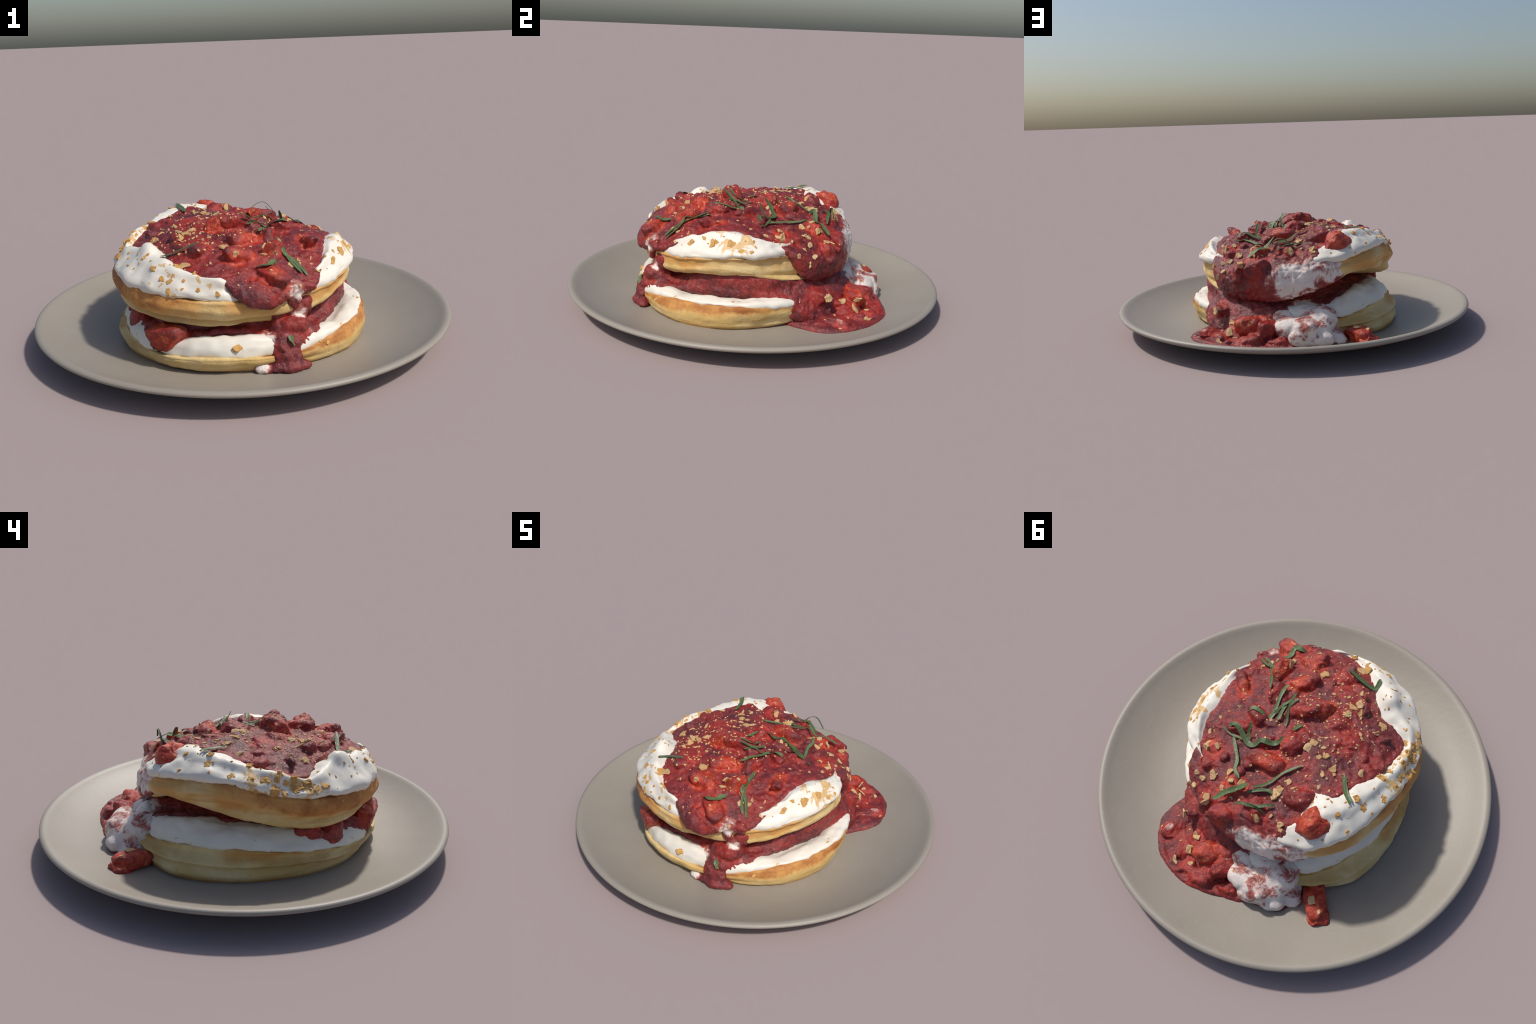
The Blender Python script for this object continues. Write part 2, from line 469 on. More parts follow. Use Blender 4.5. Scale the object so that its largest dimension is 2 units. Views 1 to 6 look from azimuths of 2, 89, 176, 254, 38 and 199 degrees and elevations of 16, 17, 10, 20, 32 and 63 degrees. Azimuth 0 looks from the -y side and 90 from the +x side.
# strawberry pieces: (x, y, z, length, width, height, turn)
TOP_PIECES = [(.304, -.206, .475, .066, .036, .036, 1.9), (.033, -.279, .512, .075, .046, .042, .5), (.010, -.435, .480, .064, .050, .040, .2), (-.159, -.374, .492, .070, .055, .044, 1.0),
              (.072, .165, .512, .085, .045, .048, -.2), (-.105, -.152, .548, .055, .046, .050, .8), (.16, -.35, .482, .052, .048, .042, 1.3), (.335, .12, .420, .052, .050, .042, .4),
              (.191, -.064, .500, .055, .042, .042, 2.2), (-.02, -.12, .560, .066, .055, .048, .1), (.345, .192, .418, .05, .05, .040, .9), (-.214, .395, .512, .066, .066, .060, .6),
              (.152, -.515, .41, .075, .045, .045, -.6), (.10, -.545, .36, .080, .050, .060, -.3), (-.02, .05, .545, .065, .055, .04, 1.2), (-.25, -.02, .53, .07, .06, .035, .3),
              (.2, .30, .440, .06, .05, .045, .7), (.05, .375, .445, .07, .05, .05, 2.0), (-.12, .30, .515, .06, .05, .045, .2), (.13, -.20, .515, .05, .05, .035, 1.1), (.29, .35, .355, .07, .05, .06, .8),
              (.25, .02, .48, .05, .04, .04, .4), (.21, .41, .375, .07, .05, .06, .1)]
BARE_PIECES = [TOP_PIECES[i] for i in (4, 1, 0, 2, 12, 5, 6, 7, 11, 16)]
LOW_PIECES = [(-.30, -.525, .165, .085, .05, .050, -.5), (-.47, -.27, .150, .060, .045, .068, 2.2), (.365, .300, .140, .09, .06, .05, .7), (-.49, -.16, .195, .06, .045, .045, 1.6), (.21, -.475, .190, .075, .055, .055, .3), (.20, -.545, .105, .055, .045, .045, 1.2), (.26, -.505, .15, .045, .04, .04, .6)]
PUDDLE_PIECES = [(.484, .422, .045, .075, .05, .028, .9), (.262, .524, .110, .080, .055, .050, .3), (.296, .640, .052, .06, .045, .035, .2), (.185, .580, .095, .058, .050, .050, .8),
                 (.40, .52, .048, .055, .045, .030, 1.4), (.36, .60, .046, .050, .040, .026, .4), (.25, .60, .060, .05, .045, .035, 2.2), (.13, .645, .050, .06, .040, .030, .2), (.34, .45, .085, .06, .05, .04, 1.0)]
LOOSE_PIECES = [(-.285, .600, .056, .085, .062, .046, 2.0), (-.315, .660, .046, .052, .050, .032, .5)]


def piece(i, at, k=1.0):
    """Soft cut chunk of fruit: a squarish lump, tapered to one end, dented by noise."""
    x, y, z, a, b, h, t = at
    a, b, h = a * 1.10, b * 1.12, h * 1.18
    r = random.Random(40 + i)
    bm = bmesh.new()
    bmesh.ops.create_icosphere(bm, subdivisions=4, radius=1.0)
    p, tap, sl = r.uniform(3.0, 5.5), r.uniform(.25, .6), r.uniform(-.35, .35)
    for v in bm.verts:
        c = v.co
        c = c * (abs(c.x) ** p + abs(c.y) ** p + abs(c.z) ** p) ** (-1 / p)
        w = 1 - tap * (c.x * .5 + .5)
        v.co = Vector((c.x + sl * c.z, c.y * w, c.z * (1 - .5 * tap * (c.y * .5 + .5)) * (.65 + .35 * w)))
    for _ in range(5):
        n = Vector((r.uniform(-1, 1), r.uniform(-1, 1), r.uniform(-.5, .8))).normalized()
        d = r.uniform(.66, .98)
        for v in bm.verts:
            q = v.co.dot(n) - d
            if q > 0:
                v.co -= n * q * .93
    rough(bm, [(.13, 1.0, i * 3.0), (.07, 2.3, i * 2.0)])
    m = Matrix.Translation((x, y, z)) @ Matrix.Rotation(t, 4, "Z") @ Matrix.Rotation(r.uniform(-.3, .3), 4, "X") @ Matrix.Rotation(r.uniform(-.25, .25), 4, "Y") @ Matrix.Diagonal((a * k, b * k, h * k, 1))
    bm.transform(m)
    return bm


def sink(bm, pieces, seed, k=1.0):
    """Add the pieces to a body that is about to be fused, so the sauce climbs up them."""
    for i, at in enumerate(pieces):
        pb = piece(seed + i, at, k)
        me = bpy.data.meshes.new("tmp"); pb.to_mesh(me); pb.free()
        bm.from_mesh(me); bpy.data.meshes.remove(me)


def show(pieces, seed, mat, layers):
    for i, at in enumerate(pieces):
        bm = piece(seed + i, at, .99)
        rough(bm, layers, floor=.014)
        put(mesh_from(bm, "strawberry_piece"), "strawberry_piece", stack, mat)


def build_sauces():
    sr, sz = UP_SAUCE
    on = knots([(14, 0), (26, 1), (116, 1), (130, 0), (264, 0), (273, 1), (288, 1), (293, .55), (300, .5), (306, 1), (311, .4), (318, 0)], 3)
    e_r, e_z = ring((0, .52, .40), (20, .50, .36), (32, .50, .250), (45, .49, .226), (60, .485, .222), (80, .505, .228), (95, .53, .275), (110, .54, .325), (122, .54, .385), (135, .54, .44),
                    (180, .5, .4), (262, .615, .36), (275, .628, .322), (284, .625, .308), (292, .60, .31), (300, .58, .33), (306, .575, .325), (315, .57, .35), smooth=3)
    m_r, m_z = ring((0, .50, .43), (20, .51, .40), (35, .515, .335), (50, .51, .33), (65, .505, .335), (80, .51, .355), (95, .52, .39), (110, .53, .43), (125, .535, .46),
                    (180, .5, .42), (262, .605, .40), (276, .628, .375), (288, .612, .37), (300, .58, .37), (306, .585, .365), (315, .57, .38), smooth=3)
    k_r, k_z = ring((0, .46, .445), (20, .46, .415), (40, .455, .405), (60, .45, .413), (80, .45, .438), (100, .45, .478), (120, .44, .51),
                    (180, .45, .46), (265, .56, .435), (278, .565, .43), (300, .53, .41), (315, .5, .41), smooth=4)
    mixr = lambda a, b: a * (1 - on) + b * on
    edge = (mixr(sr, e_r), mixr(sz - .012, e_z))
    mid = (mixr(sr - .004, m_r), mixr(sz + .004, m_z))
    rim = (mixr(sr - .022, k_r), mixr(sz + .010, k_z))
    under = (mixr(sr - .06, edge[0] - .07), mixr(sz - .05, e_z + .02))
    t1 = (rim[0] * .78, rim[1] * .55 + (.528 - .024 * np.cos(ANG) - .016 * np.sin(ANG)) * .45 + .006)
    rings = [(.2, .43), under, edge, mid, rim, t1, (rim[0] * .42, t1[1] * .4 + (.548 - .03 * np.cos(ANG)) * .6)]
    bm = loft((0, 0, .43), rings, (-.05, -.05, .558), 4)
    sink(bm, TOP_PIECES, 0)
    for p, sz_ in [((.235, -.525, .365), (.06, .025, .03)), ((.245, -.525, .325), (.032, .022, .045)), ((.19, -.54, .355), (.05, .03, .04)), ((.29, -.49, .36), (.05, .03, .03))]:
        add_blob(bm, p, sz_)
    r = random.Random(3)
    for _ in range(60):
        d = r.uniform(0, 1) ** .5 * .42; t = r.uniform(0, 2 * math.pi)
        add_blob(bm, (d * math.cos(t), d * math.sin(t) - .04, .54 - .03 * math.cos(t) * d / .3 - .38 * d * d), (r.uniform(.02, .05), r.uniform(.02, .04), r.uniform(.012, .028)), (0, 0, t * 3), 2)
    bm = fuse(bm, .0065, 2)
    grain = [(.012, 9, 3.0), (.012, 24, 7.0), (.005, 60, 1.0)]
    rough(bm, grain)
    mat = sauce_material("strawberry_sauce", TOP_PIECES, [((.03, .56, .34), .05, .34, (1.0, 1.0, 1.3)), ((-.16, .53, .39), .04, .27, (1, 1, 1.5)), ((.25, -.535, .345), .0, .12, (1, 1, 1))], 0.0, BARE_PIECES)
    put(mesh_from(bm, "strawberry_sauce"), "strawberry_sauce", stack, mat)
    show(TOP_PIECES, 0, mat, grain)

    # sauce between the tiers, spilling at front left, front right and behind
    cr, cz = LOW_CREAM
    edge = ring((0, .475, .158), (12, .50, .155), (22, .55, .09), (32, .575, .04), (45, .58, .035), (70, .58, .045), (90, .56, .10), (105, .52, .16), (118, .455, .215), (140, .405, .225), (165, .41, .225), (182, .45, .22),
                (193, .50, .20), (203, .555, .11), (212, .56, .15), (222, .57, .155), (232, .632, .12), (243, .632, .115), (252, .59, .16), (262, .545, .178), (275, .545, .172), (284, .60, .12), (291, .615, .06), (298, .615, .08),
                (306, .57, .150), (315, .53, .156), (330, .485, .156), (345, .475, .156), smooth=3)
    er, ez = edge
    inner = ring((0, .44, .205), (22, .49, .205), (40, .505, .185), (60, .51, .180), (80, .50, .19), (100, .46, .20), (118, .40, .245), (140, .375, .25), (165, .385, .245), (182, .44, .235), (205, .50, .19), (222, .52, .195), (240, .57, .18),
                 (260, .50, .20), (275, .49, .20), (291, .56, .16), (306, .50, .19), (330, .42, .20), smooth=4)
    fr, fz = UP_FOOT
    ir, iz = inner
    hollow = knots([(0, -.024), (25, -.026), (45, -.028), (75, -.025), (98, .13), (145, .17), (165, .10), (190, .02), (205, 0), (285, 0), (300, -.02), (345, -.024)])
    slope = knots([(0, 1), (10, 1), (20, 0), (285, 0), (303, 1)], 4)
    ir = ir * (1 - slope) + (er * .55 + fr * .45 + .004) * slope
    iz = iz * (1 - slope) + (ez * .62 + fz * .38) * slope
    inner = (ir, iz)
    wall = (np.minimum(fr - .03, ir + .03 * slope) - hollow, fz + .002)
    rings = [(er * .5, .15), (er - .06, np.maximum(ez - .03, .03)), (er, ez), (er * .5 + ir * .5 + .008, ez * .45 + iz * .55 + .008), inner, wall, (wall[0] * .85, wall[1] + .03), (ir * .4, .30)]
    bm = loft((0, 0, .15), rings, (0, 0, .31), 4)
    sink(bm, LOW_PIECES, 30)
    # drip at the front right: ledge, tongue and foot
    for p, s in [((.225, -.465, .30), (.05, .05, .06)), ((.235, -.48, .27), (.05, .035, .05)), ((.205, -.46, .24), (.08, .05, .05)), ((.215, -.480, .195), (.10, .055, .05)), ((.20, -.535, .14), (.085, .06, .05)),
                 ((.20, -.570, .085), (.075, .045, .055)), ((.19, -.59, .042), (.085, .045, .026)), ((.12, -.60, .040), (.050, .034, .024)), ((.26, -.50, .12), (.06, .05, .06)), ((.30, -.45, .145), (.07, .06, .035)),
                 ((.13, -.53, .155), (.06, .05, .03)),
                 ((.275, -.465, .28), (.05, .035, .06)), ((.17, -.49, .26), (.05, .03, .05)), ((.265, -.565, .040), (.05, .035, .022)), ((.22, -.52, .20), (.09, .045, .045))]:
        add_blob(bm, p, s)
    bm = fuse(bm, .007, 6)
    rough(bm, grain, None, .014)
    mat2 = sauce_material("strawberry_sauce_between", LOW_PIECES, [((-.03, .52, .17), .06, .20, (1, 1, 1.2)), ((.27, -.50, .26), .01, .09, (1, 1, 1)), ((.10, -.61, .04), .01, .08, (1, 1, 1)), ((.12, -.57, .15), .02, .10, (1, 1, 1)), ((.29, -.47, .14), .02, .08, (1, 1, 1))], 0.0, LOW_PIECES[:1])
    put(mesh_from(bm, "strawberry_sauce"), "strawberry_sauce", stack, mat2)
    show(LOW_PIECES, 30, mat2, grain)

    # puddle on the plate behind right
    pr = knots([(0, .3), (15, .42), (22, .53), (27, .60), (32, .695), (36, .715), (45, .762), (56, .78), (66, .762), (79, .70), (87, .69), (97, .70), (104, .68), (110, .60), (118, .5), (130, .3), (240, .2)], 2)
    pr = pr + np.array([.020 * fbm(math.cos(t), math.sin(t), 0, 4.5, 3, 5.0) + .010 * fbm(math.cos(t), math.sin(t), 0, 16, 2, 1.0) for t in ANG])
    pz = .023 + np.clip(pr - .62, 0, 1) ** 2 * .9
    rings = [(pr * .5, .02), (pr - .02, pz - .006), (pr, pz + .005), (pr - .012, pz + .014), (pr - .05, .048), (pr * .75, .065)]
    bm = loft((0, 0, .02), rings, (0, 0, .08), 4)
    sink(bm, PUDDLE_PIECES, 50)
    for p, s in [((.33, .48, .07), (.08, .07, .04)), ((.2, .5, .10), (.10, .06, .06))]:
        add_blob(bm, p, s)
    bm = fuse(bm, .007, 6)
    flat = lambda c: min(1, max(.15, (c.z - .03) / .03))
    rough(bm, grain, flat, .014)
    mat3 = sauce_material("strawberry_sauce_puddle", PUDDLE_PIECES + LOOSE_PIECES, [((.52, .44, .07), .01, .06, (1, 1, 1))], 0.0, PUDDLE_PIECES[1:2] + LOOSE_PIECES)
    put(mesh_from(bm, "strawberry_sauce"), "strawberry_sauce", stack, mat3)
    show(PUDDLE_PIECES, 50, mat3, grain)
    show(LOOSE_PIECES, 60, mat3, grain)

    # lump of cream that slid off behind
    bm = bmesh.new()
    for p, s in [((.07, .585, .100), (.085, .070, .060)), ((-.01, .605, .105), (.095, .080, .062)), ((-.07, .60, .095), (.075, .075, .058)), ((-.10, .54, .12), (.085, .085, .085)), ((-.15, .575, .055), (.06, .06, .040)),
                 ((-.024, .668, .120), (.040, .03, .035)), ((-.06, .48, .150), (.13, .07, .055)), ((-.17, .605, .038), (.05, .05, .025)), ((-.07, .66, .06), (.080, .045, .045)),
                 ((.09, .49, .13), (.08, .06, .05)), ((.02, .66, .07), (.07, .04, .05))]:
        add_blob(bm, p, s)
    bm = fuse(bm, .007, 12)
    rough(bm, [(.016, 6, 33.0), (.007, 18, 37.0)])
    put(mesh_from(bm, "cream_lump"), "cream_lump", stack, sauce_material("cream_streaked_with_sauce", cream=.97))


plate = build_plate()
build_pancakes()
build_creams()
build_sauces()


# ----------------------------------------------------------------- garnish
STRIPS = [(0.0045, [(0.02, 0.40, 0.47), (0.05, 0.40, 0.522), (0.105, 0.404, 0.545), (0.145, 0.40, 0.512), (0.16, 0.40, 0.49)]),
          (0.0080, [(0.18, -0.23, 0.50), (0.18, -0.29, 0.48), (0.20, -0.35, 0.49), (0.21, -0.37, 0.47), (0.24, -0.38, 0.44), (0.27, -0.41, 0.42), (0.30, -0.44, 0.39)]),
          (0.0130, [(0.09, -0.51, 0.45), (0.14, -0.51, 0.45), (0.15, -0.46, 0.45), (0.17, -0.44, 0.46)]),
          (0.0090, [(0.09, -0.24, 0.55), (0.11, -0.19, 0.54), (0.12, -0.08, 0.51), (0.14, -0.04, 0.51), (0.21, -0.07, 0.54), (0.24, -0.06, 0.50)]),
          (0.0080, [(0.04, -0.16, 0.55), (0.07, -0.12, 0.55), (0.09, -0.04, 0.54)]),
          (0.0060, [(0.00, -0.14, 0.59), (0.03, -0.13, 0.59), (0.05, -0.10, 0.56), (0.04, -0.02, 0.53)]),
          (0.0080, [(-0.03, -0.04, 0.55), (0.00, 0.00, 0.58)]),
          (0.0120, [(0.03, 0.05, 0.56), (0.07, 0.08, 0.53), (0.13, 0.08, 0.53), (0.18, 0.10, 0.49), (0.27, 0.02, 0.52), (0.31, 0.04, 0.47)]),
          (0.0100, [(-0.32, -0.43, 0.48), (-0.30, -0.37, 0.47), (-0.16, -0.41, 0.53)]),
          (0.0120, [(0.22, -0.58, 0.17), (0.23, -0.59, 0.15), (0.24, -0.59, 0.13)]),
          (0.0060, [(-0.28, 0.15, 0.55), (-0.30, 0.23, 0.55), (-0.34, 0.29, 0.56)]),
          (0.0070, [(0.12, -0.08, 0.51), (0.08, -0.12, 0.56), (0.03, -0.17, 0.61)]),
          (0.0060, [(0.33, 0.03, 0.47), (0.28, 0.06, 0.48), (0.22, 0.08, 0.49)]),
          (0.0080, [(0.27, 0.07, 0.48), (0.22, 0.17, 0.49), (0.21, 0.23, 0.48), (0.18, 0.27, 0.48)]),
          (0.0070, [(0.19, 0.08, 0.50), (0.20, 0.04, 0.53), (0.19, 0.02, 0.58)]),
          (0.0120, [(0.27, 0.38, 0.44), (0.21, 0.35, 0.48), (0.17, 0.32, 0.48), (0.12, 0.31, 0.54)]),
          (0.0080, [(0.12, 0.33, 0.49), (0.04, 0.30, 0.51), (0.01, 0.32, 0.52)]),
          (0.0080, [(0.14, 0.38, 0.47), (0.06, 0.39, 0.51), (-0.01, 0.36, 0.51)]),
          (0.0060, [(0.10, 0.30, 0.50), (0.04, 0.27, 0.52), (-0.02, 0.21, 0.53), (-0.09, 0.16, 0.55)]),
          (0.0060, [(-0.35, 0.28, 0.56), (-0.31, 0.23, 0.55), (-0.29, 0.16, 0.55)]),
          (0.0070, [(0.28, -0.45, 0.40), (0.22, -0.38, 0.45), (0.18, -0.24, 0.51)])]
CRUMBS_NEAR = [(-0.23, 0.14, 0.56), (-0.06, 0.44, 0.49), (-0.01, 0.30, 0.52), (0.14, 0.08, 0.52), (0.24, 0.24, 0.48), (0.25, 0.35, 0.46), (0.19, 0.25, 0.49), (0.12, -0.04, 0.53), (0.39, 0.14, 0.45),
          (0.36, -0.02, 0.47), (0.39, 0.05, 0.45), (0.36, -0.12, 0.46), (0.28, -0.27, 0.45), (0.12, -0.42, 0.48), (0.18, -0.37, 0.53), (0.11, -0.38, 0.52), (0.27, -0.36, 0.44), (0.23, -0.41, 0.43),
          (0.30, -0.37, 0.41), (0.32, -0.33, 0.44), (0.27, -0.39, 0.43), (0.35, -0.39, 0.40), (0.17, -0.40, 0.49), (-0.05, -0.37, 0.50), (0.00, -0.47, 0.51), (-0.22, -0.47, 0.46), (-0.18, -0.48, 0.45),
          (-0.24, -0.49, 0.47), (-0.16, -0.55, 0.45), (-0.30, -0.08, 0.54), (-0.28, -0.17, 0.52), (-0.26, -0.25, 0.53), (-0.39, -0.16, 0.49), (-0.11, 0.04, 0.57), (-0.16, 0.05, 0.57), (0.32, 0.27, 0.46),
          (-0.00, -0.61, 0.14), (0.38, -0.48, 0.10), (0.38, 0.54, 0.12), (0.47, 0.39, 0.16), (0.44, 0.58, 0.06), (0.36, 0.47, 0.13), (-0.25, -0.30, 0.53), (-0.26, -0.23, 0.54), (-0.23, -0.21, 0.53),
          (-0.27, -0.19, 0.53), (-0.22, -0.17, 0.53), (-0.39, -0.17, 0.49), (-0.37, -0.12, 0.51), (-0.31, -0.06, 0.54), (-0.15, 0.10, 0.56), (-0.18, 0.09, 0.56), (-0.09, 0.07, 0.57), (-0.13, 0.02, 0.56),
          (-0.24, 0.16, 0.56), (-0.19, 0.18, 0.56), (-0.19, 0.24, 0.56), (-0.09, 0.29, 0.54), (0.00, 0.32, 0.52), (-0.02, 0.28, 0.52), (-0.05, 0.24, 0.54), (-0.35, 0.12, 0.54), (0.41, 0.05, 0.44),
          (0.40, 0.11, 0.43), (0.33, 0.13, 0.47), (0.31, 0.29, 0.46), (0.21, 0.29, 0.49), (0.16, 0.29, 0.49), (0.26, 0.33, 0.46), (0.31, 0.37, 0.43), (0.37, 0.29, 0.43), (0.41, 0.32, 0.38),
          (0.30, 0.41, 0.42), (-0.01, 0.41, 0.50), (0.04, 0.44, 0.49), (0.35, 0.59, 0.06), (0.39, 0.54, 0.10), (0.37, 0.46, 0.13), (0.43, 0.59, 0.06), (-0.27, 0.61, 0.10), (-0.32, 0.65, 0.09)]
CRUMBS_RIM = [(-0.49, -0.20, 0.48), (-0.55, -0.22, 0.43), (-0.56, -0.14, 0.44), (-0.53, -0.08, 0.48), (-0.50, -0.03, 0.49), (-0.56, -0.07, 0.45), (-0.49, 0.01, 0.50), (-0.47, 0.05, 0.51), (-0.53, 0.01, 0.48),
          (-0.44, 0.10, 0.52), (-0.56, 0.02, 0.45), (-0.51, 0.11, 0.49), (-0.47, 0.18, 0.50), (-0.40, 0.27, 0.53), (-0.36, 0.25, 0.55), (-0.30, 0.35, 0.55), (-0.26, 0.30, 0.56), (-0.24, -0.52, 0.46),
          (0.43, -0.08, 0.45), (0.40, -0.06, 0.45), (0.46, -0.20, 0.42), (0.37, -0.14, 0.46), (0.37, -0.03, 0.46), (0.47, -0.00, 0.44), (0.52, -0.01, 0.41), (-0.56, 0.02, 0.43), (-0.57, -0.04, 0.41),
          (-0.55, -0.21, 0.44), (-0.54, -0.03, 0.46), (-0.54, -0.07, 0.47), (-0.54, -0.13, 0.46), (-0.52, -0.01, 0.49), (-0.52, 0.05, 0.48), (-0.51, 0.12, 0.49), (-0.48, 0.19, 0.49), (-0.36, 0.39, 0.49),
          (-0.40, 0.27, 0.53), (-0.48, 0.23, 0.43), (-0.51, 0.18, 0.42), (-0.57, -0.17, 0.43), (-0.56, -0.09, 0.44), (-0.25, -0.54, 0.43), (-0.27, -0.55, 0.42), (-0.30, -0.53, 0.42), (-0.34, -0.48, 0.45),
          (-0.39, -0.39, 0.48), (-0.15, -0.58, 0.39), (-0.07, -0.58, 0.41), (-0.07, -0.59, 0.37), (-0.27, -0.56, 0.38), (0.41, -0.30, 0.41), (0.46, -0.18, 0.43), (0.45, -0.19, 0.43), (0.48, -0.11, 0.43),
          (0.52, -0.06, 0.41), (0.49, 0.01, 0.42), (0.46, 0.23, 0.38), (0.44, 0.30, 0.33), (0.40, 0.27, 0.42), (0.38, 0.12, 0.45), (0.40, 0.18, 0.44), (0.38, 0.04, 0.45), (0.35, -0.13, 0.46),
          (0.24, 0.27, 0.47), (0.32, -0.36, 0.41), (0.42, -0.24, 0.44)]


def skin(names):
    """Search tree over the named parts, with the owner of every face."""
    vs, ps, own = [], [], []
    bpy.context.view_layer.update()
    for o in bpy.data.objects:
        if o.type == "MESH" and o.name.split(".")[0] in names:
            b = len(vs); w = o.matrix_world
            vs += [w @ v.co for v in o.data.vertices]
            ps += [[b + i for i in p.vertices] for p in o.data.polygons]
            own += [o.name.split(".")[0]] * len(o.data.polygons)
    return BVHTree.FromPolygons(vs, ps), own


def flake(seed, thick):
    """A broken crumb: ragged thick flake of unit radius."""
    r = random.Random(seed)
    n = r.randint(6, 9)
    bm = bmesh.new()
    el = r.uniform(.55, .95)
    top, bot, mid = [], [], []
    for i in range(n):
        a = 2 * math.pi * (i + r.uniform(-.3, .3)) / n
        q = r.uniform(.65, 1.15)
        x, y = q * math.cos(a), q * el * math.sin(a)
        top.append(bm.verts.new((x * .84, y * .84, thick * r.uniform(.3, .75))))
        mid.append(bm.verts.new((x, y, thick * r.uniform(-.2, .2))))
        bot.append(bm.verts.new((x * .9, y * .9, -thick * .7)))
    ct = bm.verts.new((0, 0, thick * r.uniform(.3, .8)))
    for i in range(n):
        k = (i + 1) % n
        bm.faces.new((ct, top[i], top[k]))
        bm.faces.new((top[i], mid[i], mid[k], top[k]))
        bm.faces.new((mid[i], bot[i], bot[k], mid[k]))
    bm.faces.new(bot[::-1])
    bmesh.ops.recalc_face_normals(bm, faces=bm.faces)
    bmesh.ops.triangulate(bm, faces=bm.faces)
    bmesh.ops.subdivide_edges(bm, edges=bm.edges, cuts=1)
    rough(bm, [(.22, 1.8, seed * 3.1), (.10, 4.5, seed)])
    return bm


def frame(n, spin):
    z = n.normalized()
    x = z.orthogonal().normalized()
    m = Matrix((x, z.cross(x), z)).transposed()
    return m @ Matrix.Rotation(spin, 3, "Z")


def build_crumbs():
    tree, own = skin(("strawberry_sauce", "whipped_cream", "pancake", "cream_lump", "strawberry_piece"))
    tan, gold = crumb_material(), toasted_material()
    kinds = {}
    for key, mat, th in (("tan", tan, .32), ("gold", gold, .32)):
        kinds[key] = []
        for i in range(8):
            me = mesh_from(flake(i + (0 if key == "tan" else 20), th), "crumb", smooth=False)
            me.materials.append(mat); kinds[key].append(me)
    r = random.Random(11)

    def place(p, size, sink=.1, only=None):
        loc, nor, idx, d = tree.find_nearest(Vector(p))
        if loc is None or d > .06 or (only and own[idx] != only):
            return
        key = "gold" if own[idx] in ("whipped_cream", "pancake") else "tan"
        nor = (nor + Vector((r.uniform(-.35, .35), r.uniform(-.35, .35), r.uniform(-.2, .35)))).normalized()
        ob = put(r.choice(kinds[key]), "crumb", stack, None)
        ob.matrix_world = Matrix.Translation(loc + nor * size * sink) @ frame(nor, r.uniform(0, 6.28)).to_4x4() @ Matrix.Diagonal((size, size * r.uniform(.7, 1.1), size * r.uniform(.7, 1.1), 1))

    for p in CRUMBS_NEAR:
        place(p, r.choice((.013, .016, .019, .022, .025, .029)))
    for p in CRUMBS_RIM:
        place(p, r.choice((.012, .016, .020, .024, .028)), -.05)
    # toasted drift along the left rim of the cream
    for _ in range(80):
        a = math.radians(r.choice((r.gauss(180, 13), r.gauss(192, 5), r.gauss(150, 8)))); q = r.uniform(.48, .59)
        place((q * math.cos(a), q * math.sin(a), .46 - (q - .5) * .5), r.choice((.008, .011, .015, .02, .026)), -.05, "whipped_cream")
    for _ in range(46):
        x, y = r.gauss(-.02, .24), r.gauss(0, .26)
        place((x, y, .55 - .35 * (x * x + y * y) - .05 * x), r.choice((.007, .009, .012, .015)), .1, "strawberry_sauce")
    # fine scatter, thickest over the left half of the sauce
    fine = {"tan": bmesh.new(), "gold": bmesh.new()}
    for i in range(470):
        if i < 300:
            x, y = r.gauss(-.16, .17), r.gauss(-.12, .24)
        else:
            x, y = r.gauss(.1, .28), r.gauss(.03, .32)
        hit = tree.ray_cast(Vector((x, y, 1)), Vector((0, 0, -1)))
        if hit[0] is None:
            continue
        key = "gold" if own[hit[2]] in ("whipped_cream", "pancake") else "tan"
        s = r.uniform(.003, .009)
        f = flake(60 + i % 9, .5)
        f.transform(Matrix.Translation(hit[0] + hit[1] * s * .1) @ frame(hit[1], r.uniform(0, 6.28)).to_4x4() @ Matrix.Diagonal((s, s, s, 1)))
        tmp = bpy.data.meshes.new("tmp"); f.to_mesh(tmp); f.free()
        fine[key].from_mesh(tmp); bpy.data.meshes.remove(tmp)
    for key, mat in (("tan", tan), ("gold", gold)):
        ob = put(mesh_from(fine[key], "crumb_dust", smooth=False), "crumb_dust", stack, mat)
        ob["kind"] = "stuff"


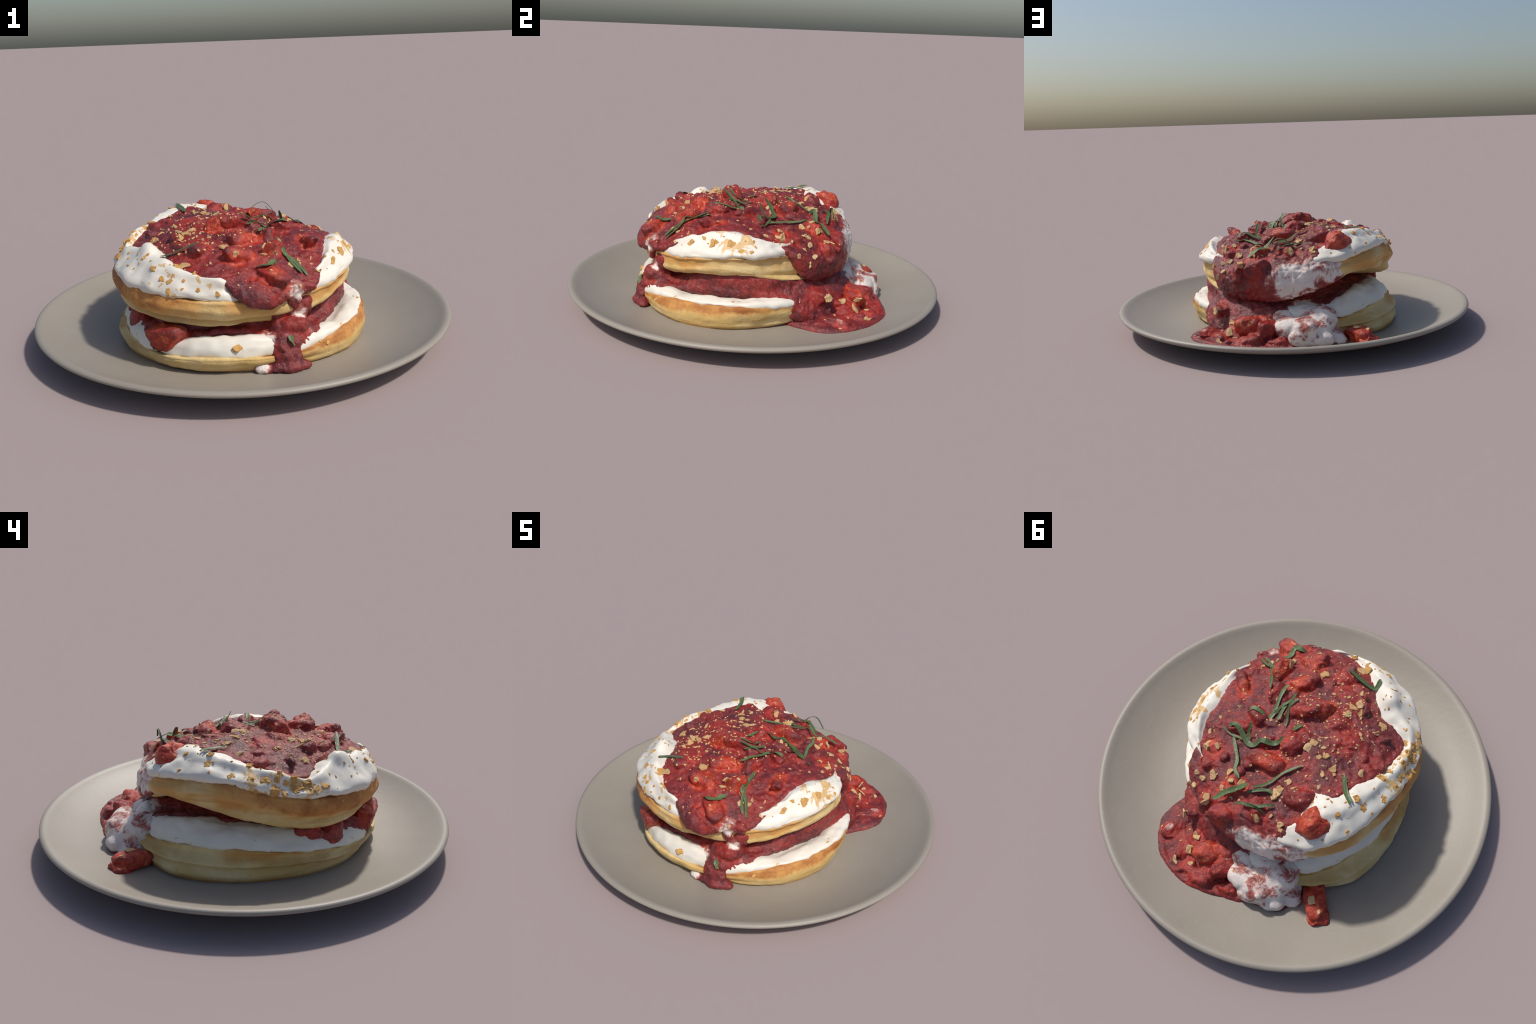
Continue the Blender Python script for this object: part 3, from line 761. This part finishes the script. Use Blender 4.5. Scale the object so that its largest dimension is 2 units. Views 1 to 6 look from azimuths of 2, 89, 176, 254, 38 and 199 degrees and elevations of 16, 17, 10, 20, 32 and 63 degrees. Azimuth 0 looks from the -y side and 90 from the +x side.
def build_mint():
    tree, own = skin(("strawberry_sauce", "whipped_cream", "strawberry_piece"))
    mat = mint_material()
    r = random.Random(5)
    for half, path in STRIPS:
        pts = [Vector(p) for p in path]
        fine = []
        for i in range(len(pts) - 1):
            p0, p1, p2, p3 = pts[max(i - 1, 0)], pts[i], pts[i + 1], pts[min(i + 2, len(pts) - 1)]
            for s in range(6):
                t = s / 6
                fine.append(.5 * (2 * p1 + (p2 - p0) * t + (2 * p0 - 5 * p1 + 4 * p2 - p3) * t * t + (3 * p1 - p0 - 3 * p2 + p3) * t ** 3))
        fine.append(pts[-1])
        rest = []
        for p in fine:
            loc, nor, idx, d = tree.find_nearest(p)
            rest.append(p if d > .022 and p.z > loc.z else loc + Vector((0, 0, .008)) + nor * .003)
        for _ in range(3):
            rest = [rest[0]] + [rest[i] * .5 + (rest[i - 1] + rest[i + 1]) * .25 for i in range(1, len(rest) - 1)] + [rest[-1]]
        bm = bmesh.new()
        rows = []
        ph, tw = r.uniform(0, 6), r.uniform(-.35, .35)
        for i, q in enumerate(rest):
            u = i / (len(rest) - 1)
            t = (rest[min(i + 1, len(rest) - 1)] - rest[max(i - 1, 0)]).normalized()
            side = t.cross(Vector((.25 * q.x, .25 * q.y, 1))).normalized()
            side = Matrix.Rotation(tw * math.sin(4 * u + ph), 3, t) @ side
            n = side.cross(t).normalized()
            w = half * 1.02 * (.55 + .45 * min(1, 6 * u, 6 * (1 - u))) * (1 + .10 * math.sin(17 * u + ph))
            row = [bm.verts.new(q + side * (w * k) + n * (abs(k) * w * .15) + n * h) for h in (.0009, -.0009) for k in ((-1, 0, 1) if h > 0 else (1, 0, -1))]
            rows.append(row)
        for a, b in zip(rows, rows[1:]):
            for k in range(6):
                m = (k + 1) % 6
                bm.faces.new((a[k], a[m], b[m], b[k]))
        bm.faces.new(rows[0]); bm.faces.new(rows[-1][::-1])
        bmesh.ops.recalc_face_normals(bm, faces=bm.faces)
        put(mesh_from(bm, "mint_strip", smooth=False), "mint_strip", stack, mat)


build_crumbs()
build_mint()
